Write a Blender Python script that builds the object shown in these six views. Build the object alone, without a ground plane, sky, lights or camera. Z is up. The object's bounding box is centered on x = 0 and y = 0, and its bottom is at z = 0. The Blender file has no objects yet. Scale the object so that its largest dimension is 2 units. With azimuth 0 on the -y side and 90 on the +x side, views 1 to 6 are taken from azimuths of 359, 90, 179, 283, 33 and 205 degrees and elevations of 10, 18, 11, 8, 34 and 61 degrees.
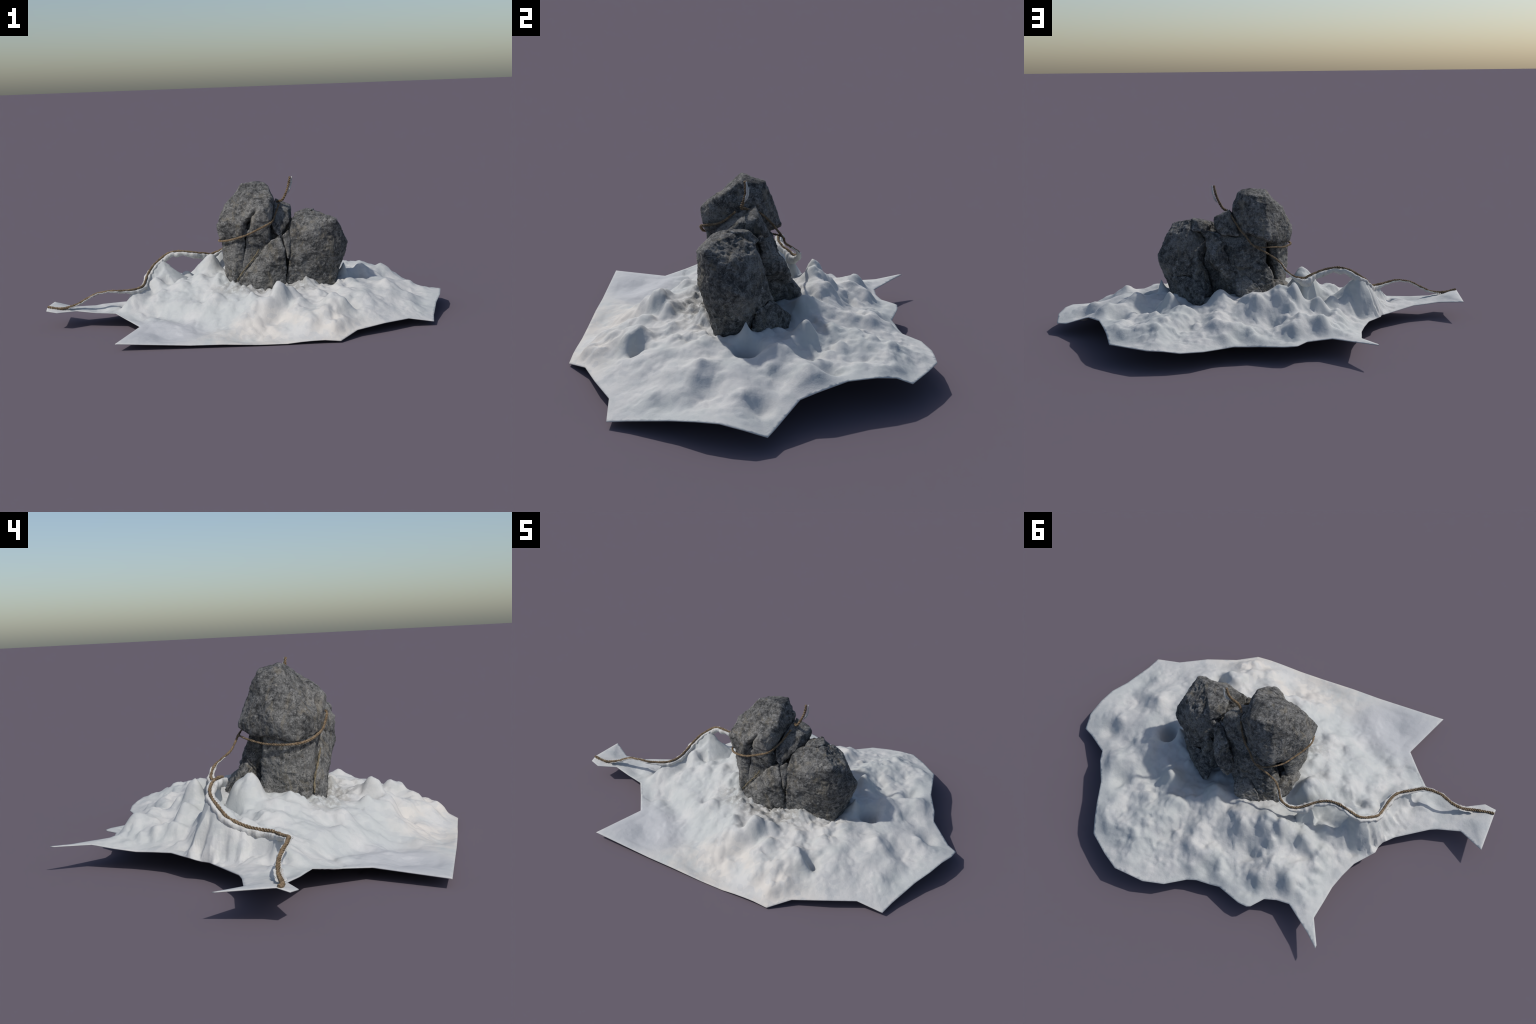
"""A craggy grey boulder, split into blocks and bound with jute twine, standing
on a lumpy, ragged-edged sheet of snow. The twine's tail runs off over the snow,
lifting two thin arches of it, and ends on a narrow tab."""
import bpy, bmesh, math, random
import numpy as np
from mathutils import Vector, noise
from mathutils.geometry import delaunay_2d_cdt

rng = np.random.default_rng(7)
random.seed(7)


# ----------------------------------------------------------------- helpers
def link(obj, parent=None):
    bpy.context.scene.collection.objects.link(obj)
    if parent is not None:
        obj.parent = parent
    return obj


def mesh_object(name, verts, faces, parent, material, smooth=True):
    me = bpy.data.meshes.new(name)
    me.from_pydata([tuple(v) for v in verts], [], [tuple(f) for f in faces])
    me.update()
    if smooth:
        me.polygons.foreach_set("use_smooth", [True] * len(me.polygons))
    me.materials.append(material)
    return link(bpy.data.objects.new(name, me), parent)


def coords(me):
    a = np.empty(len(me.vertices) * 3)
    me.vertices.foreach_get("co", a)
    return a.reshape(-1, 3)


def set_coords(me, a):
    me.vertices.foreach_set("co", np.ascontiguousarray(a).ravel())
    me.update()


def normals(me):
    a = np.empty(len(me.vertices) * 3)
    me.vertices.foreach_get("normal", a)
    return a.reshape(-1, 3)


def fractal(pts, scale, octaves=4, seed=0.0, rough=0.55):
    """Signed fractal noise at an array of points."""
    out = np.empty(len(pts))
    off = Vector((seed * 3.1, seed * 1.7, seed * 2.3))
    for i, p in enumerate(pts):
        q = Vector(p) * scale + off
        v, a = 0.0, 1.0
        for _ in range(octaves):
            v += a * noise.noise(q)
            q = q * 2.03
            a *= rough
        out[i] = v
    return out


def catmull(points, step):
    """Evenly spaced points on a Catmull-Rom spline through the given ones."""
    P = np.asarray(points, float)
    P = np.vstack([2 * P[0] - P[1], P, 2 * P[-1] - P[-2]])
    out = []
    for i in range(1, len(P) - 2):
        t = np.linspace(0, 1, 24, endpoint=False)[:, None]
        a, b, c, d = P[i - 1], P[i], P[i + 1], P[i + 2]
        out.append(0.5 * (2 * b + (c - a) * t + (2 * a - 5 * b + 4 * c - d) * t ** 2
                          + (3 * b - a - 3 * c + d) * t ** 3))
    out = np.vstack(out + [P[-2][None]])
    s = np.concatenate([[0], np.cumsum(np.linalg.norm(np.diff(out, axis=0), axis=1))])
    n = max(2, int(s[-1] / step))
    u = np.linspace(0, s[-1], n)
    return np.stack([np.interp(u, s, out[:, k]) for k in range(3)], 1)


def segment_distance(P, A, B):
    """Distance of points P (n,k) to the segment AB."""
    d = B - A
    t = np.clip(((P - A) @ d) / (d @ d), 0, 1)
    return np.linalg.norm(P - A - t[:, None] * d, axis=1), t


# --------------------------------------------------------------- materials
class Nodes:
    def __init__(self, name):
        self.mat = bpy.data.materials.new(name)
        self.mat.use_nodes = True
        self.t = self.mat.node_tree
        self.bsdf = self.t.nodes["Principled BSDF"]
        self.co = self.t.nodes.new("ShaderNodeTexCoord").outputs["Object"]

    def new(self, kind, **kw):
        n = self.t.nodes.new(kind)
        for k, v in kw.items():
            setattr(n, k, v)
        return n

    def put(self, sock, v):
        if hasattr(v, "is_output"):
            self.t.links.new(v, sock)
        else:
            sock.default_value = v

    def noise(self, scale, detail=6, rough=0.6, dist=0.0, co=None):
        n = self.new("ShaderNodeTexNoise")
        self.put(n.inputs["Vector"], co or self.co)
        n.inputs["Scale"].default_value = scale
        n.inputs["Detail"].default_value = detail
        n.inputs["Roughness"].default_value = rough
        n.inputs["Distortion"].default_value = dist
        return n.outputs["Fac"]

    def voronoi(self, scale, feature='F1', out="Distance", co=None):
        n = self.new("ShaderNodeTexVoronoi", feature=feature)
        self.put(n.inputs["Vector"], co or self.co)
        n.inputs["Scale"].default_value = scale
        return n.outputs[out]

    def band(self, fac, lo, hi, a=0.0, b=1.0):
        n = self.new("ShaderNodeMapRange", interpolation_type='SMOOTHSTEP')
        self.put(n.inputs[0], fac)
        for i, v in zip((1, 2, 3, 4), (lo, hi, a, b)):
            n.inputs[i].default_value = v
        return n.outputs[0]

    def math(self, op, a, b):
        n = self.new("ShaderNodeMath", operation=op)
        self.put(n.inputs[0], a)
        self.put(n.inputs[1], b)
        return n.outputs[0]

    def mix(self, fac, a, b, blend='MIX'):
        n = self.new("ShaderNodeMix", data_type='RGBA', blend_type=blend)
        self.put(n.inputs[0], fac)
        self.put(n.inputs[6], a)
        self.put(n.inputs[7], b)
        return n.outputs[2]

    def mapped(self, scale, rot=(0, 0, 0)):
        n = self.new("ShaderNodeMapping")
        self.put(n.inputs["Vector"], self.co)
        n.inputs["Scale"].default_value = scale
        n.inputs["Rotation"].default_value = rot
        return n.outputs[0]

    def patch(self, centre, size):
        """Soft ellipsoidal mask, 1 at the centre and 0 at its surface."""
        n = self.new("ShaderNodeMapping", vector_type='TEXTURE')
        self.put(n.inputs["Vector"], self.co)
        n.inputs["Location"].default_value = centre
        n.inputs["Scale"].default_value = size
        g = self.new("ShaderNodeTexGradient", gradient_type='SPHERICAL')
        self.put(g.inputs["Vector"], n.outputs[0])
        return self.band(g.outputs["Fac"], 0.0, 0.6)

    def bump(self, height, strength, distance, normal=None):
        n = self.new("ShaderNodeBump")
        n.inputs["Strength"].default_value = strength
        n.inputs["Distance"].default_value = distance
        self.put(n.inputs["Height"], height)
        if normal is not None:
            self.put(n.inputs["Normal"], normal)
        return n.outputs[0]

    def finish(self, color, rough, normal=None, spec=0.3):
        self.put(self.bsdf.inputs["Base Color"], color)
        self.put(self.bsdf.inputs["Roughness"], rough)
        self.bsdf.inputs["Specular IOR Level"].default_value = spec
        if normal is not None:
            self.put(self.bsdf.inputs["Normal"], normal)
        return self.mat


def rgb(r, g, b):
    return (r, g, b, 1.0)


def rock_material():
    m = Nodes("grey_limestone")
    big = m.noise(6.5, 5, 0.62, 0.4)
    streak = m.noise(16, 7, 0.7, 0.8, m.mapped((1.6, 1.6, 0.7), (0.5, 0.25, 0)))
    mid = m.noise(42, 9, 0.72)
    fine = m.noise(150, 6, 0.72)
    col = m.mix(m.band(mid, 0.36, 0.66), rgb(0.038, 0.0385, 0.039), rgb(0.262, 0.260, 0.250))
    # broad pale and dark planes
    col = m.mix(m.band(big, 0.48, 0.61, 0, 0.55), col, rgb(0.275, 0.272, 0.260))
    col = m.mix(m.band(big, 0.36, 0.48, 0.55, 0), col, rgb(0.042, 0.044, 0.047))
    col = m.mix(m.band(fine, 0.36, 0.58, 0.60, 0), col, rgb(0.022, 0.022, 0.023))
    # warm tan-grey streaks
    col = m.mix(m.band(streak, 0.51, 0.65, 0, 0.48), col, rgb(0.225, 0.200, 0.152))
    # dark pores
    pore = m.band(m.voronoi(85), 0.06, 0.26, 1, 0)
    pore = m.math('MULTIPLY', pore, m.band(m.noise(16, 3), 0.48, 0.60))
    col = m.mix(m.math('MULTIPLY', pore, 0.8), col, rgb(0.012, 0.012, 0.013))
    # pale scuffs, pale convex edges and crystal flecks
    scuff = m.math('MULTIPLY', m.band(m.noise(80, 9, 0.8, 0.9), 0.54, 0.68), m.band(m.noise(9, 3), 0.41, 0.59))
    geo = m.new("ShaderNodeNewGeometry").outputs["Pointiness"]
    pale_edge = m.math('MULTIPLY', m.band(geo, 0.525, 0.58), m.band(mid, 0.44, 0.62))
    scuff = m.math('MAXIMUM', scuff, m.math('MULTIPLY', pale_edge, 0.6))
    col = m.mix(m.math('MULTIPLY', scuff, 0.85), col, rgb(0.48, 0.48, 0.47))
    fleck = m.band(m.noise(260, 2, 0.5), 0.66, 0.74)
    col = m.mix(m.math('MULTIPLY', fleck, 0.5), col, rgb(0.55, 0.55, 0.53))
    # thin pale veins
    vein = m.band(m.voronoi(5.5, 'DISTANCE_TO_EDGE', co=m.mapped((1, 1, 1), (0.3, 0.5, 0.2))), 0.0, 0.009, 1, 0)
    vein = m.math('MULTIPLY', vein, m.band(m.noise(14, 4), 0.48, 0.6))
    col = m.mix(m.math('MULTIPLY', vein, 0.55), col, rgb(0.34, 0.31, 0.25))
    h = m.math('ADD', m.math('MULTIPLY', mid, 0.9), m.math('MULTIPLY', fine, 0.6))
    h = m.math('SUBTRACT', h, m.math('MULTIPLY', pore, 0.6))
    return m.finish(col, 0.85, m.bump(h, 0.75, 0.010), 0.25)


def snow_material():
    m = Nodes("packed_snow")
    big = m.noise(4.0, 4, 0.6)
    mid = m.noise(15, 5, 0.6)
    col = m.mix(m.band(big, 0.40, 0.60), rgb(0.465, 0.482, 0.476), rgb(0.535, 0.532, 0.520))
    # faint blue-green and grey crust
    col = m.mix(m.band(mid, 0.46, 0.68, 0, 0.5), col, rgb(0.405, 0.428, 0.425))
    # faint pink-cream blush on the front slope
    warm = m.math('MULTIPLY', m.patch((0.18, -0.62, 0.03), (0.62, 0.24, 0.3)), m.band(m.noise(6, 4, 0.6), 0.36, 0.58))
    col = m.mix(m.math('MULTIPLY', warm, 0.8), col, rgb(0.585, 0.550, 0.505))
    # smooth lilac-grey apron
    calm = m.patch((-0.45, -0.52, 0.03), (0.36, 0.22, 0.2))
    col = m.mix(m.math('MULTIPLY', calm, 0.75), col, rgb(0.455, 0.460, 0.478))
    # scattered flat cells of a greyer tone
    sep = m.new("ShaderNodeSeparateColor")
    m.put(sep.inputs[0], m.voronoi(34, 'F1', "Color", m.mapped((1.0, 0.8, 1.3), (0.4, 0.2, 0.6))))
    col = m.mix(m.band(sep.outputs[0], 0.55, 1.0, 0, 0.35), col, rgb(0.40, 0.415, 0.43))
    # stone grit in the snow round the front foot
    grit = m.math('MULTIPLY', m.patch((0.08, -0.215, 0.18), (0.34, 0.11, 0.14)), m.band(m.noise(38, 7, 0.7), 0.38, 0.58))
    col = m.mix(m.math('MULTIPLY', grit, 0.8), col, rgb(0.26, 0.255, 0.24))
    h = m.math('ADD', m.noise(60, 5, 0.6), m.math('MULTIPLY', m.noise(250, 3), 0.3))
    return m.finish(col, 0.8, m.bump(h, 0.25, 0.006), 0.25)


def dirt_snow_material():
    """Snow with grey grit, where it touches the stone or the twine."""
    m = Nodes("gritty_snow")
    n = m.noise(40, 6, 0.7)
    col = m.mix(m.band(n, 0.45, 0.7), rgb(0.53, 0.53, 0.515), rgb(0.37, 0.355, 0.33))
    return m.finish(col, 0.8, m.bump(m.noise(120, 4), 0.3, 0.004), 0.25)


def twine_material():
    m = Nodes("jute_twine")
    n = m.noise(60, 5, 0.7)
    f = m.noise(420, 4, 0.7)
    col = m.mix(m.band(n, 0.35, 0.65), rgb(0.100, 0.070, 0.042), rgb(0.240, 0.175, 0.110))
    col = m.mix(m.band(f, 0.5, 0.72, 0, 0.6), col, rgb(0.40, 0.31, 0.21))
    col = m.mix(m.band(f, 0.28, 0.42, 0.6, 0), col, rgb(0.06, 0.037, 0.02))
    return m.finish(col, 0.9, m.bump(f, 0.5, 0.002), 0.2)


def root_material():
    m = Nodes("dry_root_bark")
    n = m.noise(90, 6, 0.7)
    col = m.mix(m.band(n, 0.35, 0.65), rgb(0.09, 0.075, 0.05), rgb(0.24, 0.205, 0.14))
    return m.finish(col, 0.9, m.bump(n, 0.6, 0.004), 0.2)


ROOT = root_material()
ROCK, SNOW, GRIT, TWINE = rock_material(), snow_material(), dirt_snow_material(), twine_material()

root = bpy.data.objects.new("bound_rock", None)
link(root)
root["label"] = "craggy grey boulder tied with jute twine on ragged snow"
root["category"] = "rock"


# -------------------------------------------------------------------- snow
# outline of the sheet, anticlockwise seen from above, with its edge heights
EDGE = [
    (-0.615, -0.679, 0.034), (-0.280, -0.683, 0.015), (-0.135, -0.686, 0.014), (0.035, -0.687, 0.006),
    (0.156, -0.687, 0.005), (0.221, -0.686, 0.011), (0.273, -0.686, 0.014), (0.325, -0.686, 0.015),
    (0.397, -0.686, 0.008), (0.483, -0.607, 0.034), (0.618, -0.546, 0.045), (0.744, -0.473, 0.043),
    (0.866, -0.461, 0.020), (0.880, -0.391, 0.032), (0.924, -0.246, 0.061), (0.961, -0.163, 0.080),
    (0.981, -0.083, 0.086), (0.998, -0.003, 0.074), (0.991, 0.071, 0.048), (0.942, 0.095, 0.052),
    (0.828, 0.175, 0.101), (0.806, 0.230, 0.117), (0.739, 0.338, 0.130), (0.704, 0.440, 0.129),
    (0.679, 0.510, 0.118), (0.658, 0.571, 0.088), (0.561, 0.640, 0.092), (0.485, 0.684, 0.092),
    (0.414, 0.686, 0.088), (0.346, 0.687, 0.079), (0.252, 0.661, 0.076), (0.167, 0.599, 0.070),
    (0.127, 0.586, 0.073), (0.064, 0.580, 0.070), (0.020, 0.573, 0.068), (-0.091, 0.610, 0.076),
    (-0.132, 0.613, 0.079), (-0.148, 0.605, 0.078), (-0.190, 0.551, 0.080), (-0.243, 0.534, 0.081),
    (-0.302, 0.531, 0.086), (-0.430, 0.625, 0.092), (-0.486, 0.676, 0.098), (-0.485, 0.660, 0.097),
    (-0.427, 0.549, 0.091), (-0.437, 0.459, 0.079), (-0.445, 0.378, 0.071), (-0.465, 0.311, 0.075),
    (-0.494, 0.238, 0.080), (-0.562, 0.147, 0.078), (-0.564, 0.113, 0.069), (-0.575, 0.083, 0.068),
    (-0.616, 0.035, 0.064), (-0.751, -0.059, 0.076), (-0.782, -0.075, 0.074), (-0.884, -0.105, 0.079),
    (-0.998, -0.045, 0.094), (-0.999, -0.225, 0.110), (-0.999, -0.262, 0.098), (-0.945, -0.275, 0.090),
    (-0.855, -0.225, 0.084), (-0.760, -0.245, 0.076), (-0.660, -0.266, 0.074), (-0.595, -0.345, 0.058),
    (-0.528, -0.432, 0.044),
]

# where the snow meets the foot of the stone (x, y, z)
FOOT = [
    (-0.120, -0.130, 0.200), (-0.063, -0.185, 0.188), (0.026, -0.200, 0.166), (0.111, -0.182, 0.152),
    (0.190, -0.175, 0.180), (0.300, -0.165, 0.180), (0.425, -0.130, 0.150), (0.470, -0.050, 0.145),
    (0.460, 0.040, 0.176), (0.390, 0.120, 0.165), (0.310, 0.160, 0.138), (0.230, 0.185, 0.180),
    (0.110, 0.200, 0.195), (0.000, 0.190, 0.205), (-0.070, 0.130, 0.180), (-0.120, 0.020, 0.210),
]

# hummocks and hollows: (x, y, height of the snow there, radius, shape: 1 pointed .. 3 domed)
# front slope and the foot of the stone
HUMMOCKS_FRONT = [
    (-0.110, -0.430, 0.070, 0.100, 2), (-0.110, -0.268, 0.145, 0.042, 2), (-0.100, -0.380, 0.118, 0.045, 2),
    (-0.040, -0.489, 0.088, 0.045, 2), (-0.030, -0.615, 0.010, 0.100, 2), (-0.020, -0.250, 0.180, 0.042, 2),
    (0.008, -0.366, 0.191, 0.036, 1.5), (0.026, -0.432, 0.152, 0.045, 2), (0.035, -0.525, 0.062, 0.100, 2),
    (0.060, -0.600, 0.016, 0.100, 2), (0.096, -0.448, 0.162, 0.045, 2), (0.108, -0.483, 0.075, 0.042, 2),
    (0.120, -0.300, 0.175, 0.045, 2), (0.140, -0.378, 0.224, 0.046, 3), (0.180, -0.415, 0.130, 0.036, 2),
    (0.190, -0.330, 0.196, 0.036, 1.8), (0.208, -0.487, 0.124, 0.045, 1.6), (0.238, -0.412, 0.160, 0.045, 2),
    (0.240, -0.230, 0.165, 0.045, 2), (0.258, -0.368, 0.138, 0.042, 2), (0.273, -0.586, 0.090, 0.045, 2),
    (0.276, -0.520, 0.112, 0.055, 2), (0.290, -0.625, 0.040, 0.045, 2), (0.290, -0.188, 0.214, 0.032, 1.3),
    (0.330, -0.319, 0.158, 0.045, 2), (0.346, -0.523, 0.132, 0.042, 2), (0.354, -0.559, 0.098, 0.055, 2),
    (0.373, -0.612, 0.078, 0.042, 2), (0.400, -0.440, 0.162, 0.075, 2.6), (0.421, -0.214, 0.168, 0.045, 2),
    (0.435, -0.569, 0.084, 0.045, 2),
]
# right: a horn, a deep pit beside it, pointed drifts
HUMMOCKS_RIGHT = [
    (0.470, -0.425, 0.085, 0.035, 2), (0.470, -0.040, 0.190, 0.050, 2), (0.480, -0.297, 0.156, 0.065, 2),
    (0.487, 0.255, 0.138, 0.045, 2), (0.493, -0.018, 0.245, 0.020, 1.2), (0.507, -0.150, 0.187, 0.055, 2),
    (0.520, 0.055, 0.185, 0.050, 2), (0.540, -0.451, 0.098, 0.060, 2), (0.545, -0.349, 0.138, 0.042, 2),
    (0.555, 0.215, 0.122, 0.045, 2), (0.562, -0.010, 0.070, 0.040, 3), (0.565, -0.297, 0.148, 0.042, 2),
    (0.565, -0.078, 0.166, 0.042, 2), (0.567, -0.227, 0.160, 0.045, 2), (0.600, -0.370, 0.115, 0.075, 2),
    (0.604, 0.100, 0.202, 0.065, 1.6), (0.628, -0.012, 0.155, 0.042, 2), (0.660, 0.280, 0.105, 0.045, 2),
    (0.670, -0.276, 0.130, 0.045, 2), (0.689, -0.166, 0.175, 0.070, 1.4), (0.700, -0.030, 0.155, 0.070, 2),
    (0.720, -0.240, 0.126, 0.045, 2), (0.721, 0.205, 0.180, 0.075, 1.4), (0.731, -0.120, 0.125, 0.045, 2),
    (0.734, 0.112, 0.118, 0.045, 2), (0.787, -0.314, 0.085, 0.045, 2), (0.795, -0.220, 0.110, 0.045, 2),
    (0.817, -0.140, 0.078, 0.060, 2), (0.832, -0.010, 0.130, 0.042, 1.3), (0.838, -0.266, 0.062, 0.050, 2),
    (0.850, 0.045, 0.062, 0.045, 2),
]
# left: the flat apron, a tall dome, the drift that carries the twine
HUMMOCKS_LEFT = [
    (-0.750, -0.200, 0.064, 0.060, 2), (-0.635, -0.134, 0.080, 0.045, 2), (-0.562, 0.075, 0.095, 0.042, 2),
    (-0.560, -0.120, 0.115, 0.050, 2), (-0.520, -0.320, 0.055, 0.085, 2), (-0.515, 0.149, 0.105, 0.042, 2),
    (-0.500, -0.020, 0.190, 0.042, 2), (-0.490, 0.015, 0.190, 0.040, 2), (-0.472, -0.227, 0.105, 0.045, 2),
    (-0.463, -0.139, 0.143, 0.045, 2), (-0.459, -0.273, 0.064, 0.042, 2), (-0.456, -0.040, 0.186, 0.042, 2),
    (-0.446, 0.180, 0.100, 0.042, 2), (-0.440, 0.048, 0.225, 0.042, 2), (-0.420, 0.150, 0.170, 0.045, 2),
    (-0.408, -0.202, 0.116, 0.042, 2), (-0.400, -0.530, 0.022, 0.100, 2), (-0.384, 0.100, 0.205, 0.045, 2),
    (-0.350, -0.070, 0.188, 0.070, 2), (-0.345, 0.090, 0.155, 0.045, 2), (-0.325, 0.162, 0.188, 0.045, 1.7),
    (-0.320, -0.370, 0.044, 0.070, 2), (-0.300, 0.030, 0.180, 0.050, 2), (-0.280, -0.150, 0.165, 0.070, 2),
    (-0.270, -0.525, 0.026, 0.100, 2), (-0.270, 0.095, 0.135, 0.045, 2), (-0.268, -0.319, 0.108, 0.045, 2),
    (-0.256, -0.041, 0.212, 0.042, 2), (-0.243, -0.088, 0.207, 0.042, 2), (-0.240, -0.260, 0.115, 0.070, 2),
    (-0.235, -0.405, 0.056, 0.042, 2), (-0.228, -0.130, 0.200, 0.042, 2), (-0.220, -0.470, 0.026, 0.100, 2),
    (-0.217, 0.140, 0.170, 0.042, 2), (-0.205, -0.030, 0.222, 0.042, 2), (-0.205, 0.048, 0.288, 0.066, 4),
    (-0.175, -0.430, 0.060, 0.042, 2), (-0.163, -0.305, 0.162, 0.045, 2), (-0.156, -0.112, 0.216, 0.040, 1.8),
    (-0.149, -0.340, 0.115, 0.045, 2), (-0.141, -0.030, 0.215, 0.050, 2),
]
# back: rounded lumps and the troughs between them
HUMMOCKS_BACK = [
    (-0.360, 0.400, 0.100, 0.060, 2), (-0.333, 0.288, 0.155, 0.045, 2), (-0.313, 0.358, 0.142, 0.042, 2),
    (-0.289, 0.233, 0.165, 0.045, 2), (-0.284, 0.300, 0.130, 0.036, 2), (-0.265, 0.451, 0.170, 0.042, 2),
    (-0.257, 0.400, 0.162, 0.055, 2), (-0.239, 0.239, 0.200, 0.042, 2), (-0.234, 0.290, 0.160, 0.050, 2),
    (-0.173, 0.415, 0.178, 0.045, 2), (-0.166, 0.372, 0.170, 0.042, 2), (-0.154, 0.248, 0.262, 0.042, 2),
    (-0.139, 0.480, 0.150, 0.045, 2), (-0.135, 0.285, 0.235, 0.045, 2), (-0.119, 0.530, 0.088, 0.045, 2),
    (-0.116, 0.314, 0.203, 0.050, 2), (-0.069, 0.235, 0.260, 0.060, 2), (-0.050, 0.395, 0.102, 0.045, 2),
    (-0.036, 0.310, 0.200, 0.045, 2), (-0.010, 0.215, 0.225, 0.050, 2), (0.020, 0.316, 0.222, 0.045, 2),
    (0.037, 0.547, 0.108, 0.045, 2), (0.038, 0.265, 0.238, 0.055, 2), (0.085, 0.400, 0.128, 0.045, 2),
    (0.095, 0.545, 0.078, 0.042, 2), (0.101, 0.310, 0.190, 0.045, 2), (0.125, 0.520, 0.105, 0.050, 2),
    (0.130, 0.485, 0.152, 0.042, 2), (0.156, 0.542, 0.120, 0.045, 2), (0.182, 0.301, 0.195, 0.045, 2),
    (0.199, 0.210, 0.238, 0.055, 2.4), (0.200, 0.384, 0.178, 0.045, 2), (0.204, 0.464, 0.172, 0.045, 2),
    (0.230, 0.340, 0.165, 0.050, 2), (0.250, 0.560, 0.105, 0.060, 2), (0.325, 0.225, 0.172, 0.042, 2),
    (0.337, 0.309, 0.172, 0.042, 2), (0.338, 0.438, 0.130, 0.036, 2.5), (0.355, 0.500, 0.118, 0.045, 2),
    (0.361, 0.240, 0.162, 0.045, 2), (0.382, 0.297, 0.190, 0.042, 2), (0.389, 0.392, 0.186, 0.060, 1.7),
    (0.412, 0.450, 0.162, 0.042, 2), (0.430, 0.205, 0.229, 0.040, 2), (0.436, 0.172, 0.205, 0.042, 2),
    (0.440, 0.565, 0.142, 0.042, 2), (0.441, 0.311, 0.162, 0.042, 2), (0.457, 0.637, 0.115, 0.045, 2),
    (0.469, 0.510, 0.160, 0.060, 1.8), (0.470, 0.427, 0.174, 0.045, 2), (0.480, 0.370, 0.165, 0.050, 2),
    (0.523, 0.578, 0.112, 0.050, 2), (0.557, 0.500, 0.148, 0.060, 2), (0.576, 0.381, 0.130, 0.045, 2),
    (0.615, 0.391, 0.150, 0.042, 2), (0.650, 0.474, 0.150, 0.050, 2),
]
HUMMOCKS_EXTRA = [(-0.400, -0.325, 0.048, 0.060, 2), (0.060, 0.468, 0.132, 0.036, 2), (-0.175, 0.175, 0.180, 0.034, 2),
                  (0.463, -0.440, 0.120, 0.030, 2), (-0.267, 0.262, 0.205, 0.036, 2), (0.405, 0.505, 0.150, 0.036, 2)]
HUMMOCKS = HUMMOCKS_EXTRA + HUMMOCKS_FRONT + HUMMOCKS_RIGHT + HUMMOCKS_LEFT + HUMMOCKS_BACK

# the free run of the twine, from the stone to the tab
TAIL = [
    (-0.062, 0.126, 0.362), (-0.090, 0.149, 0.340), (-0.112, 0.178, 0.314), (-0.143, 0.183, 0.290),
    (-0.169, 0.178, 0.280), (-0.199, 0.160, 0.274), (-0.229, 0.140, 0.283), (-0.258, 0.117, 0.290),
    (-0.304, 0.098, 0.301), (-0.347, 0.096, 0.307), (-0.382, 0.101, 0.306), (-0.418, 0.106, 0.296),
    (-0.450, 0.104, 0.277), (-0.477, 0.088, 0.256), (-0.501, 0.063, 0.235), (-0.523, 0.027, 0.204),
    (-0.531, -0.025, 0.180), (-0.537, -0.074, 0.168), (-0.551, -0.117, 0.166), (-0.574, -0.144, 0.164),
    (-0.615, -0.171, 0.165), (-0.655, -0.195, 0.170), (-0.687, -0.201, 0.172), (-0.736, -0.204, 0.167),
    (-0.767, -0.199, 0.157), (-0.805, -0.194, 0.138), (-0.850, -0.200, 0.115), (-0.881, -0.211, 0.105),
    (-0.922, -0.226, 0.099), (-0.965, -0.232, 0.104), (-0.997, -0.233, 0.112),
]


def densify(loop, step):
    out = []
    for a, b in zip(loop, loop[1:] + loop[:1]):
        a, b = np.array(a), np.array(b)
        n = max(1, int(np.linalg.norm(b[:2] - a[:2]) / step))
        out += [a + (b - a) * t for t in np.arange(n) / n]
    return np.array(out)


def inside(P, loop):
    x, y = P[:, 0], P[:, 1]
    r = np.zeros(len(P), bool)
    for (x0, y0), (x1, y1) in zip(loop, np.roll(loop, -1, axis=0)):
        c = (y0 > y) != (y1 > y)
        r ^= c & (x < (x1 - x0) * (y - y0) / (y1 - y0 + 1e-12) + x0)
    return r


def loop_distance(P, loop):
    d = np.full(len(P), 9.0)
    for a, b in zip(loop, np.roll(loop, -1, axis=0)):
        d = np.minimum(d, segment_distance(P, a, b)[0])
    return d


rim = densify(EDGE, 0.009)
edge2 = np.array(EDGE)[:, :2]
foot = densify(FOOT, 0.02)
tail_path = catmull(TAIL, 0.004)


def nearest_height(P, ring, power=4):
    w = 1.0 / (((P[:, None, :2] - ring[None, :, :2]) ** 2).sum(2) + 2e-4) ** (power / 2)
    return (w * ring[:, 2]).sum(1) / w.sum(1)


def base_height(P):
    """Smooth mound: edge height outside, foot-of-stone height inside."""
    de = loop_distance(P, edge2)
    dr = loop_distance(P, foot[:, :2])
    dr[inside(P, foot[:, :2])] = 0
    t = de / (de + dr + 1e-6)
    t = t ** 1.15 * (1.45 - 0.45 * t)
    return nearest_height(P, rim) * (1 - t) + nearest_height(P, foot) * t, de


def hummock_kernel(P):
    H = np.array(HUMMOCKS)
    d = np.linalg.norm(P[:, None] - H[None, :, :2], axis=2) / H[:, 3]
    return np.exp(-d ** H[:, 4])


_H = np.array(HUMMOCKS)
_b, _ = base_height(_H[:, :2])
AMP = np.linalg.solve(hummock_kernel(_H[:, :2]) + 0.03 * np.eye(len(_H)), _H[:, 2] - _b)


# stretches where daylight shows under the lifted snow: start, end (fraction of the tail), crown gap
def tail_fraction(x):
    return np.argmin(np.abs(tail_path[:, 0] - x)) / (len(tail_path) - 1)


DRIFTS = [(tail_fraction(-0.200), tail_fraction(-0.235), 6.0, 6.0),
          (tail_fraction(-0.455), tail_fraction(-0.585), 2.2, 0.80)]
ARCHES = [(tail_fraction(-0.245), tail_fraction(-0.452), 0.020), (tail_fraction(-0.610), tail_fraction(-0.822), 0.012)]


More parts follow.
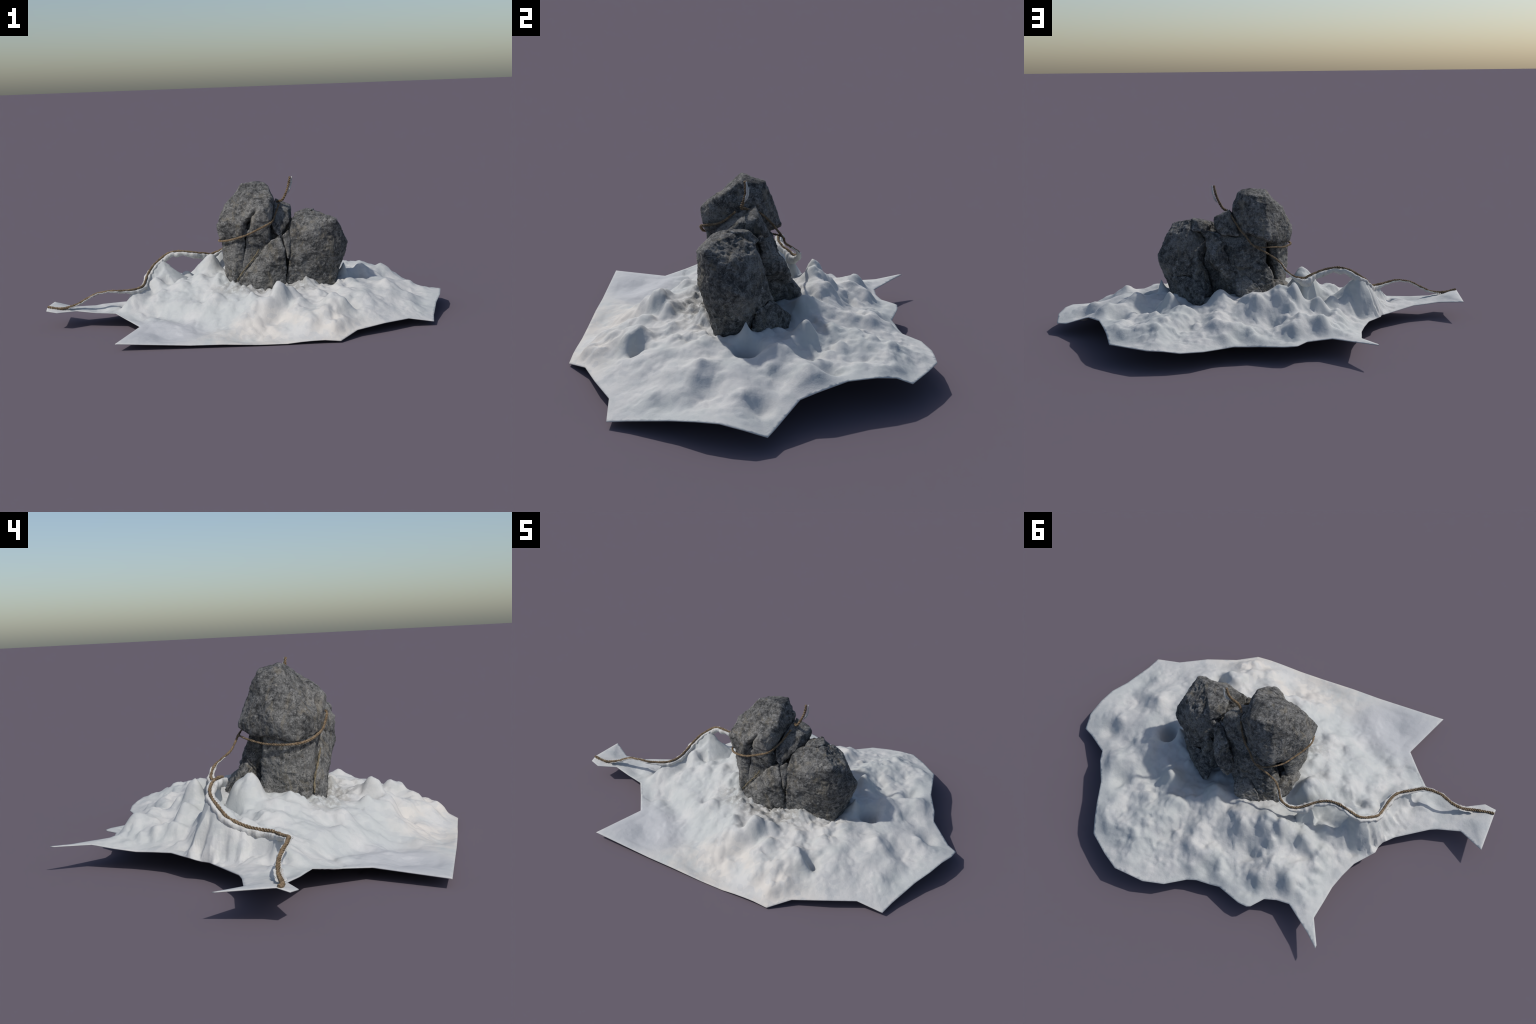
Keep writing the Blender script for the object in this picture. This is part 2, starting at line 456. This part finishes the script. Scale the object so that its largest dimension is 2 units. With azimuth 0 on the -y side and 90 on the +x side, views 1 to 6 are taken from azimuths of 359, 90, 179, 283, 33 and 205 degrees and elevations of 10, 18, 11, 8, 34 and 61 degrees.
def snow_height(P):
    z, de = base_height(P)
    z = z + (hummock_kernel(P) @ AMP) * np.clip(de / 0.05, 0, 1)
    Q = np.column_stack([P, np.zeros(len(P))])
    n1 = fractal(Q, 7.5, 2, 3.0)
    n2 = fractal(Q + 0.02 * n1[:, None], 19.0, 3, 5.0)
    # lumpy near the stone, smooth on the wide apron in front left
    calm = 1 / (1 + np.exp(-((P[:, 0] + 0.25) * 4 + (P[:, 1] + 0.35) * 6)))
    amp = np.clip(de / 0.10, 0, 1) * (0.12 + 0.88 * calm)
    amp = amp * (1 - 0.55 / (1 + np.exp(-(P[:, 0] - 0.52 - 0.4 * np.maximum(P[:, 1], 0)) * 30)))
    W = np.column_stack([n1, n2, n1 - n2]) * 0.012
    scoop = np.array([noise.voronoi(Vector(q) * 15)[0][0] for q in Q * (1, 1, 1) + W])
    crumb = np.array([noise.voronoi(Vector(q) * 34)[0][0] for q in Q + W])
    z = z + amp * (0.006 * n1 + 0.008 * (0.4 - np.abs(n2) * 1.3)
                   + 0.020 * (np.maximum(0, 1 - (scoop / 0.55) ** 2) - 0.5) * (0.65 + n1)
                   + 0.0034 * (np.maximum(0, 1 - (crumb / 0.5) ** 2) - 0.5))
    # crumbly clods thrown up along the front foot of the stone
    front = np.exp(-((np.maximum(loop_distance(P, foot[:, :2]) - 0.02, 0)) / 0.055) ** 2) / (1 + np.exp((P[:, 1] + 0.12) * 50))
    clod = np.array([noise.voronoi(Vector(q) * 26 + Vector((3, 1, 7)))[0][0] for q in Q + 1.5 * W])
    grain = fractal(Q, 48, 2, 15.0)
    z = z + front * (0.020 * (np.maximum(0, 1 - (clod / 0.5) ** 2) - 0.45) + 0.005 * grain)
    z = np.maximum(z, 0.003)
    # drifts that climb to the stretches of twine lying on the snow
    for a, b, lee, wind in DRIFTS:
        i0, i1 = int(a * (len(tail_path) - 1)), int(b * (len(tail_path) - 1))
        seg = tail_path[i0:i1]
        D = np.linalg.norm(P[:, None] - seg[None, ::3, :2], axis=2)
        k = D.argmin(1) * 3
        d = D.min(1)
        T = np.gradient(seg[:, :2], axis=0)[k]
        side = (P - seg[k, :2]) @ np.eye(2)
        sgn = -T[:, 1] * side[:, 0] + T[:, 0] * side[:, 1]
        w = 1 / (1 + np.exp(-sgn / (np.linalg.norm(T, axis=1) * 0.006)))
        slope = wind * w + lee * (1 - w) * (1 + 0.6 * fractal(seg, 24, 2, 6.0)[k])
        zr = seg[k, 2] - 0.010 - slope * np.maximum(0, d - 0.006) + 0.006 * n2
        z = 0.5 * (z + zr + np.sqrt((z - zr) ** 2 + 0.010 ** 2)) - 0.005 * (np.abs(z - zr) < 0.05)
    return z


def build_snow():
    step = 0.0082
    gx = np.arange(-1.0, 1.0, step)
    gy = np.arange(-0.69, 0.69, step * 0.866)
    X, Y = np.meshgrid(gx, gy)
    X = X + (np.arange(len(gy)) % 2)[:, None] * step / 2
    P = np.stack([X.ravel(), Y.ravel()], 1) + rng.uniform(-0.25, 0.25, (X.size, 2)) * step
    P = P[inside(P, edge2)]
    P = P[loop_distance(P, edge2) > 0.005]
    n = len(rim)
    pts = [Vector(p) for p in rim[:, :2]] + [Vector(p) for p in P]
    v, _, f, *_ = delaunay_2d_cdt(pts, [(i, (i + 1) % n) for i in range(n)], [], 1, 1e-6)
    XY = np.array([(p[0], p[1]) for p in v])
    z = snow_height(XY)
    z[:n] = rim[:, 2] if len(v) >= n else z[:n]
    top = np.column_stack([XY, z])
    f = [tuple(t) for t in f]
    cnt = {}
    for t in f:
        for a, b in zip(t, t[1:] + t[:1]):
            cnt[(a, b)] = 1
    border = [e for e in cnt if (e[1], e[0]) not in cnt]
    m = len(top)
    bottom = top - np.array([0, 0, 0.003])
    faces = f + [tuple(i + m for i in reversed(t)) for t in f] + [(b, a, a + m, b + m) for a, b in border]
    return mesh_object("snow_sheet", np.vstack([top, bottom]), faces, root, SNOW)


build_snow()


def build_snow_fin():
    """Ribbon of snow clinging under the twine, bridging two arched gaps."""
    path = tail_path[(tail_path[:, 0] < -0.085) & (tail_path[:, 0] > -0.90)]
    n = len(path)
    tang = np.gradient(path, axis=0)
    tang[:, 2] = 0
    tang /= np.linalg.norm(tang, axis=1)[:, None]
    side = np.stack([-tang[:, 1], tang[:, 0], np.zeros(n)], 1)
    wob = fractal(path, 26, 3, 9.0)
    wob2 = fractal(path, 45, 3, 4.0)
    ground = snow_height(path[:, :2])
    x = path[:, 0]
    full = np.interp(x, [-0.90, -0.83, -0.80, -0.72, -0.62, -0.58, -0.45, -0.41, -0.34, -0.26, -0.22, -0.15, -0.10],
                     [0.006, 0.016, 0.011, 0.009, 0.018, 0.030, 0.045, 0.034, 0.030, 0.038, 0.055, 0.020, 0.010])
    wide = np.interp(x, [-0.90, -0.80, -0.70, -0.58, -0.40, -0.22, -0.10],
                     [0.016, 0.010, 0.010, 0.017, 0.015, 0.017, 0.009])
    m = 20
    verts, faces = [], []
    for i in range(n):
        h = max(full[i] * (1 + 0.25 * wob[i]), 0.008)
        top = path[i, 2] + 0.003 + 0.004 * wob2[i]
        for r in range(m):
            a = 2 * math.pi * r / m
            c, q = math.cos(a), math.sin(a)
            w = wide[i] * (1 + 0.35 * wob[i] + 0.25 * wob2[i])
            w *= 1 - 0.35 * max(0, -q)
            px = math.copysign(abs(c) ** 0.7, c) * w
            pz = top - h / 2 + math.copysign(abs(q) ** 0.8, q) * h / 2
            # the upper face is a shallow gutter that the twine lies in
            if q > 0:
                pz -= 0.008 * (1 - (px / w) ** 2) * q
            verts.append((path[i, 0] + side[i, 0] * px, path[i, 1] + side[i, 1] * px, pz))
    for i in range(n - 1):
        for r in range(m):
            a, b = i * m + r, i * m + (r + 1) % m
            faces.append((a, b, b + m, a + m))
    faces.append(tuple(range(m - 1, -1, -1)))
    faces.append(tuple((n - 1) * m + r for r in range(m)))
    return mesh_object("snow_fin", verts, faces, root, GRIT)


build_snow_fin()


# -------------------------------------------------------------------- rock
def rock_block(name, points, seed, rough=1.0, voxel=0.0036, cracks=(), dents=(), pits=None, material=ROCK):
    """A weathered block: hull of corner points, rounded, carved and roughened.
    cracks: (A, B, width, depth) grooves; dents: (centre, radius, depth);
    pits: (centre, reach, count) strews small weather pits."""
    bm = bmesh.new()
    for p in points:
        bm.verts.new(p)
    r = bmesh.ops.convex_hull(bm, input=bm.verts)
    junk = [g for g in r["geom_interior"] if isinstance(g, bmesh.types.BMVert)]
    bmesh.ops.delete(bm, geom=junk, context='VERTS')
    bmesh.ops.recalc_face_normals(bm, faces=bm.faces)
    me = bpy.data.meshes.new(name)
    bm.to_mesh(me)
    bm.free()
    ob = link(bpy.data.objects.new(name, me), root)
    mod = ob.modifiers.new("remesh", 'REMESH')
    mod.mode = 'VOXEL'
    mod.voxel_size = voxel
    sm = ob.modifiers.new("smooth", 'SMOOTH')
    sm.factor = 0.5
    sm.iterations = 2
    dg = bpy.context.evaluated_depsgraph_get()
    new = bpy.data.meshes.new_from_object(ob.evaluated_get(dg))
    ob.modifiers.clear()
    ob.data = new
    new.name = name
    bpy.data.meshes.remove(me)
    me = new
    P = coords(me)
    N = normals(me)
    centre = P.mean(0)
    warp = np.stack([fractal(P, 9, 2, seed + k) for k in (11, 12, 13)], 1)
    big = fractal(P + 0.012 * warp, 11, 3, seed)
    lump = fractal(P, 26, 3, seed + 2)
    ledge = fractal(P * (1, 1, 2.4) + 0.02 * warp, 34, 3, seed + 5)
    off = Vector((seed * 1.3, seed * 0.7, seed * 2.1))
    q = P + 0.010 * warp
    scallop = np.array([noise.voronoi(Vector(p) * 10 + off)[0][0] for p in q])
    chip = np.array([noise.voronoi(Vector(p) * 31 + off)[0][0] for p in q])
    d = 0.003 + rough * (0.0040 * big + 0.0135 * (scallop - 0.45) + 0.0034 * (chip - 0.42)
                         + 0.0026 * (0.35 - np.abs(lump)) + 0.0022 * ledge)
    for A, B, width, depth in cracks:
        s, t = segment_distance(P + 0.008 * warp, np.array(A), np.array(B))
        d -= depth * np.exp(-(s / width) ** 2)
    for C, rad, depth in dents:
        s = np.linalg.norm(P - np.array(C), axis=1) / rad
        d -= depth * np.exp(-s ** 2)
    if pits:
        C, reach, count = pits
        near = np.flatnonzero(np.linalg.norm(P - np.array(C), axis=1) < reach)
        r2 = np.random.default_rng(int(seed))
        for k in r2.choice(near, count, replace=False):
            s = np.linalg.norm(P - P[k], axis=1) / r2.uniform(0.004, 0.009)
            d -= r2.uniform(0.003, 0.008) * np.exp(-s ** 2)
    P = P + N * d[:, None]
    set_coords(me, P)
    pit = fractal(P, 65, 4, seed + 8, 0.7)
    set_coords(me, P + normals(me) * (rough * 0.0015 * pit)[:, None])
    me.polygons.foreach_set("use_smooth", [True] * len(me.polygons))
    me.materials.clear()
    me.materials.append(material)
    return ob


HEAD = [
    (0.108, -0.066, 0.653), (0.068, -0.042, 0.668), (0.084, 0.032, 0.650), (-0.020, 0.022, 0.642),
    (-0.018, -0.062, 0.664), (-0.050, -0.090, 0.626), (-0.024, 0.050, 0.588), (-0.060, 0.032, 0.522), (-0.102, -0.123, 0.565),
    (-0.150, -0.145, 0.468), (-0.144, -0.090, 0.450), (-0.122, -0.040, 0.510), (-0.104, -0.012, 0.440), (-0.094, -0.020, 0.560), (-0.130, -0.135, 0.400), (0.080, -0.210, 0.545),
    (0.126, -0.134, 0.602), (0.112, -0.200, 0.478), (-0.030, -0.196, 0.500), (-0.040, -0.195, 0.420),
    (-0.035, 0.098, 0.446), (0.030, 0.105, 0.470), (0.136, 0.012, 0.586), (0.142, -0.020, 0.560),
    (0.090, 0.060, 0.480), (-0.110, -0.020, 0.420), (0.060, -0.190, 0.420), (0.100, -0.120, 0.430),
    (-0.080, 0.030, 0.420),
]
COLUMN = [
    (-0.122, -0.130, 0.430), (-0.112, -0.070, 0.430), (-0.050, -0.184, 0.430), (-0.022, -0.180, 0.430),
    (-0.030, 0.000, 0.440), (-0.070, -0.008, 0.420), (-0.120, -0.090, 0.300), (-0.112, -0.085, 0.190),
    (-0.104, -0.110, 0.170), (-0.074, -0.166, 0.180), (-0.054, -0.160, 0.285), (-0.050, -0.050, 0.130),
    (-0.030, -0.150, 0.130), (-0.090, 0.000, 0.190), (-0.076, 0.020, 0.195), (-0.056, -0.006, 0.300),
    (-0.100, -0.030, 0.220),
]
LEDGE = [
    (-0.128, 0.046, 0.188), (-0.138, 0.000, 0.188), (-0.104, 0.075, 0.176), (-0.070, 0.110, 0.205),
    (-0.050, 0.000, 0.232), (-0.110, -0.030, 0.216), (-0.070, 0.045, 0.226), (-0.120, 0.030, 0.120),
    (-0.040, 0.080, 0.120), (-0.040, 0.120, 0.210), (-0.060, -0.040, 0.120),
]
CORE = [
    (-0.030, -0.120, 0.400), (-0.020, 0.060, 0.440), (0.060, -0.120, 0.480), (0.080, 0.030, 0.490),
    (0.140, -0.100, 0.440), (0.150, 0.000, 0.460), (0.240, -0.080, 0.450), (0.260, -0.110, 0.300),
    (0.240, 0.000, 0.420), (0.230, -0.130, 0.140), (0.000, -0.120, 0.130), (0.020, 0.120, 0.150),
    (0.270, 0.010, 0.140), (0.120, 0.100, 0.150), (0.276, 0.014, 0.350), (0.262, 0.010, 0.270),
]
PILLAR = [
    (0.004, -0.176, 0.440), (0.105, -0.188, 0.455), (0.120, -0.120, 0.440), (0.060, -0.040, 0.450),
    (0.000, -0.100, 0.440), (-0.026, -0.162, 0.260), (-0.044, -0.160, 0.150), (0.080, -0.150, 0.150),
    (0.115, -0.165, 0.360), (-0.020, -0.080, 0.140), (0.100, -0.060, 0.140), (0.020, -0.172, 0.330),
    (-0.006, -0.170, 0.350),
]
WEDGE = [
    (0.160, -0.190, 0.418), (0.172, -0.150, 0.420), (0.120, -0.186, 0.392), (0.078, -0.182, 0.336),
    (0.026, -0.168, 0.252), (-0.052, -0.178, 0.176), (-0.040, -0.184, 0.150), (0.026, -0.200, 0.150),
    (0.111, -0.190, 0.140), (0.184, -0.180, 0.170), (0.180, -0.205, 0.330), (0.120, -0.214, 0.290),
    (0.000, -0.110, 0.150), (0.180, -0.080, 0.150), (0.160, -0.090, 0.400), (0.060, -0.130, 0.330),
]
SLAB = [
    (0.211, -0.057, 0.524), (0.140, -0.172, 0.428), (0.160, -0.172, 0.414), (0.205, -0.115, 0.466),
    (0.226, 0.000, 0.540), (0.205, 0.015, 0.545), (0.150, 0.000, 0.578), (0.128, -0.150, 0.470),
    (0.140, -0.080, 0.540), (0.110, 0.050, 0.460), (0.190, 0.055, 0.470), (0.120, -0.080, 0.440),
    (0.225, -0.040, 0.480), (0.216, 0.030, 0.500),
]
SLIVER = [
    (0.176, -0.190, 0.414), (0.204, -0.182, 0.440), (0.216, -0.188, 0.405), (0.203, -0.202, 0.375),
    (0.188, -0.203, 0.385), (0.198, -0.202, 0.300), (0.200, -0.140, 0.400), (0.202, -0.150, 0.310),
]
BOULDER = [
    (0.194, -0.170, 0.175), (0.208, -0.196, 0.300), (0.218, -0.186, 0.420), (0.218, -0.165, 0.474), (0.232, -0.120, 0.492),
    (0.258, -0.100, 0.500), (0.327, -0.070, 0.518), (0.370, -0.100, 0.516), (0.414, -0.156, 0.498), (0.436, -0.167, 0.482),
    (0.330, -0.206, 0.440), (0.300, -0.200, 0.330), (0.400, -0.190, 0.330), (0.432, -0.170, 0.400),
    (0.456, -0.060, 0.444), (0.506, -0.072, 0.352), (0.502, -0.030, 0.335), (0.468, -0.095, 0.250),
    (0.425, -0.128, 0.155), (0.330, -0.142, 0.140), (0.420, -0.080, 0.110), (0.432, -0.028, 0.140),
    (0.424, 0.020, 0.370), (0.390, 0.008, 0.456), (0.422, 0.038, 0.262), (0.360, 0.000, 0.482), (0.335, 0.050, 0.360),
    (0.490, -0.128, 0.358), (0.470, -0.150, 0.330), (0.470, -0.130, 0.280), (0.290, -0.120, 0.512),
    (0.280, 0.000, 0.400), (0.290, 0.020, 0.200), (0.250, -0.080, 0.120), (0.370, 0.060, 0.290),
]
FOOT_BLOCK = [
    (0.440, 0.020, 0.250), (0.316, 0.138, 0.120), (0.272, 0.152, 0.172), (0.340, 0.108, 0.220),
    (0.300, 0.060, 0.090), (0.280, 0.040, 0.220), (0.450, -0.010, 0.110), (0.380, 0.060, 0.270), (0.420, 0.050, 0.120),
    (0.300, 0.066, 0.250),
]
HAUNCH = [
    (0.312, 0.030, 0.360), (0.268, 0.030, 0.300), (0.250, 0.050, 0.235), (0.245, 0.060, 0.185),
    (0.275, 0.100, 0.195), (0.350, 0.056, 0.300), (0.300, 0.000, 0.150), (0.250, 0.020, 0.140),
    (0.330, 0.066, 0.220),
]
CAP = [
    (0.340, -0.060, 0.524), (0.328, -0.098, 0.524), (0.250, -0.060, 0.510), (0.248, -0.035, 0.502),
    (0.287, -0.015, 0.505), (0.310, -0.020, 0.520), (0.290, 0.020, 0.480), (0.330, 0.000, 0.480),
    (0.250, -0.040, 0.460), (0.330, -0.060, 0.470), (0.255, -0.100, 0.500),
]
BACK = [
    (0.255, 0.000, 0.470), (0.190, 0.030, 0.455), (0.080, 0.055, 0.445), (0.030, 0.066, 0.400),
    (0.220, 0.050, 0.340), (0.215, 0.040, 0.410), (0.180, 0.090, 0.265), (0.100, 0.135, 0.250),
    (0.105, 0.150, 0.180), (0.000, 0.150, 0.180), (-0.074, 0.135, 0.180), (-0.010, 0.060, 0.350),
    (0.200, -0.050, 0.450), (0.100, -0.050, 0.420), (0.170, 0.020, 0.160), (-0.060, 0.040, 0.150),
    (0.250, 0.010, 0.300), (0.060, 0.082, 0.345), (-0.078, 0.118, 0.195),
]
RIB = [
    (0.282, 0.022, 0.492), (0.256, 0.046, 0.442), (0.252, 0.080, 0.360), (0.200, 0.094, 0.380),
    (0.205, 0.138, 0.330), (0.168, 0.136, 0.285), (0.152, 0.104, 0.262), (0.195, 0.062, 0.440),
    (0.236, 0.014, 0.458), (0.200, 0.050, 0.300), (0.155, 0.100, 0.330), (0.240, 0.048, 0.312),
]
KNOB = [
    (0.120, 0.156, 0.252), (0.110, 0.180, 0.226), (0.060, 0.186, 0.205), (-0.004, 0.176, 0.190),
    (0.020, 0.152, 0.242), (0.080, 0.120, 0.272), (0.130, 0.120, 0.260), (0.080, 0.100, 0.170),
    (0.000, 0.120, 0.170), (0.110, 0.180, 0.200),
]

rock_block("boulder_head", HEAD, 1,
           cracks=[((0.034, -0.200, 0.555), (0.005, -0.200, 0.470), 0.010, 0.045),
                   ((0.005, -0.200, 0.470), (-0.010, -0.200, 0.400), 0.013, 0.060),
                   ((0.090, 0.060, 0.60), (0.030, 0.110, 0.48), 0.010, 0.012)],
           dents=[((-0.040, -0.185, 0.545), 0.055, 0.020), ((0.005, -0.150, 0.600), 0.040, 0.006),
                  ((0.030, 0.105, 0.500), 0.030, 0.012)])
rock_block("boulder_column", COLUMN, 2, 1.0,
           cracks=[((-0.120, -0.030, 0.300), (-0.135, -0.020, 0.170), 0.010, 0.022),
                   ((-0.120, -0.075, 0.240), (-0.130, -0.080, 0.150), 0.012, 0.018),
                   ((-0.085, 0.045, 0.330), (-0.120, 0.050, 0.200), 0.008, 0.014)])
rock_block("boulder_ledge", LEDGE, 15, 1.4)
rock_block("boulder_core", CORE, 13, 1.0)
rock_block("boulder_pillar", PILLAR, 3, 0.8)
rock_block("boulder_wedge", WEDGE, 4, 1.0)
rock_block("boulder_slab", SLAB, 5, 0.7)
rock_block("boulder_sliver", SLIVER, 6, 0.5, 0.003)
rock_block("boulder_flank", BOULDER, 7, 1.1,
           cracks=[((0.245, -0.195, 0.225), (0.305, -0.195, 0.222), 0.010, 0.024),
                   ((0.305, -0.195, 0.222), (0.352, -0.195, 0.262), 0.006, 0.016),
                   ((0.352, -0.195, 0.262), (0.440, -0.150, 0.245), 0.005, 0.012),
                   ((0.440, -0.150, 0.245), (0.490, -0.060, 0.215), 0.005, 0.010),
                   ((0.385, -0.200, 0.345), (0.410, -0.195, 0.330), 0.004, 0.010)],
           dents=[((0.335, 0.080, 0.300), 0.022, 0.022), ((0.405, 0.065, 0.297), 0.011, 0.016),
                  ((0.400, 0.050, 0.374), 0.014, 0.012), ((0.485, 0.000, 0.300), 0.008, 0.010),
                  ((0.250, -0.195, 0.220), 0.018, 0.018)],
           pits=((0.370, -0.075, 0.500), 0.080, 45))
rock_block("boulder_foot", FOOT_BLOCK, 8, 1.2)
rock_block("boulder_haunch", HAUNCH, 16, 1.3)
rock_block("boulder_cap", CAP, 9, 0.9)
rock_block("boulder_back", BACK, 10, 1.6,
           cracks=[((0.085, 0.100, 0.440), (0.095, 0.150, 0.300), 0.008, 0.018),
                   ((0.055, 0.120, 0.380), (0.060, 0.150, 0.330), 0.007, 0.014),
                   ((0.020, 0.140, 0.330), (-0.040, 0.150, 0.200), 0.008, 0.016),
                   ((0.200, 0.080, 0.440), (0.130, 0.120, 0.400), 0.012, 0.010)],
           dents=[((0.120, 0.160, 0.300), 0.022, 0.014), ((-0.020, 0.150, 0.260), 0.020, 0.014)])
rock_block("boulder_rib", RIB, 14, 1.5)
rock_block("boulder_knob", KNOB, 12, 1.4)


# ------------------------------------------------------------------- twine
def twine(name, points, radius=0.0065, strands=3, pitch=0.034, material=None, thick=None):
    path = catmull(points, 0.0022)
    n = len(path)
    T = np.gradient(path, axis=0)
    T /= np.linalg.norm(T, axis=1)[:, None]
    U = np.zeros_like(T)
    u = np.cross(T[0], (0.3, 0.2, 0.93))
    for i in range(n):
        u = u - T[i] * (u @ T[i])
        u = u / np.linalg.norm(u)
        U[i] = u
    V = np.cross(T, U)
    s = np.concatenate([[0], np.cumsum(np.linalg.norm(np.diff(path, axis=0), axis=1))])
    wob = 1 + 0.30 * fractal(path, 75, 3, 2.0)
    if thick:
        wob = wob * np.interp(s / s[-1], *zip(*thick))
    sides = 7
    verts, faces = [], []
    for k in range(strands):
        ph = 2 * np.pi * (s / pitch + k / strands)
        c = path + radius * 0.5 * wob[:, None] * (np.cos(ph)[:, None] * U + np.sin(ph)[:, None] * V)
        r = radius * 0.56 * wob
        base = len(verts)
        for i in range(n):
            for j in range(sides):
                a = 2 * np.pi * j / sides + ph[i]
                verts.append(c[i] + r[i] * (math.cos(a) * U[i] + math.sin(a) * V[i]))
        for i in range(n - 1):
            for j in range(sides):
                a, b = base + i * sides + j, base + i * sides + (j + 1) % sides
                faces.append((a, b, b + sides, a + sides))
        faces.append(tuple(base + j for j in range(sides - 1, -1, -1)))
        faces.append(tuple(base + (n - 1) * sides + j for j in range(sides)))
    return mesh_object(name, verts, faces, root, material or TWINE)


LOOP = [
    (0.165, -0.075, 0.555), (0.140, -0.130, 0.505), (0.126, -0.186, 0.488), (0.110, -0.211, 0.480),
    (0.054, -0.215, 0.454), (-0.010, -0.210, 0.425), (-0.086, -0.185, 0.402), (-0.130, -0.150, 0.392),
    (-0.143, -0.105, 0.389), (-0.127, -0.057, 0.388), (-0.100, -0.003, 0.390), (-0.074, 0.050, 0.401),
    (-0.038, 0.085, 0.408), (0.000, 0.108, 0.412), (0.030, 0.110, 0.420),
]
STRAND = [
    (0.226, -0.040, 0.690), (0.223, -0.037, 0.670), (0.215, -0.037, 0.638), (0.200, -0.046, 0.600),
    (0.184, -0.052, 0.575), (0.160, -0.030, 0.565), (0.140, 0.020, 0.545), (0.105, 0.065, 0.495), (0.075, 0.085, 0.462),
    (0.045, 0.108, 0.426), (0.010, 0.116, 0.405), (-0.020, 0.118, 0.388),
] + TAIL
twine("twine_loop", LOOP, 0.0052, thick=[(0, 0.9), (0.3, 1), (0.55, 1), (0.7, 0.8), (1, 0.7)])
ROOT_PATH = [(0.055, -0.192, 0.350), (0.040, -0.188, 0.326), (0.026, -0.186, 0.306), (0.006, -0.182, 0.280),
             (-0.014, -0.178, 0.256), (-0.034, -0.178, 0.230), (-0.056, -0.180, 0.198)]
twine("dry_root", ROOT_PATH, 0.0040, 2, 0.09, ROOT)
twine("twine_strand", STRAND, 0.0052,
      thick=[(0, 1.25), (0.08, 1.15), (0.12, 0.85), (0.30, 0.85), (0.40, 1.05), (0.8, 1.15), (1, 1.4)])

# scrap of snow stuck to the lifted end of the twine
CLUMP = [(0.236, -0.034, 0.690), (0.234, -0.030, 0.668), (0.230, -0.028, 0.645), (0.222, -0.034, 0.622), (0.212, -0.040, 0.606)]
twine("snow_clump", CLUMP, 0.0050, 2, 0.30, GRIT, thick=[(0, 0.5), (0.5, 1.35), (0.8, 1.0), (1, 0.3)])
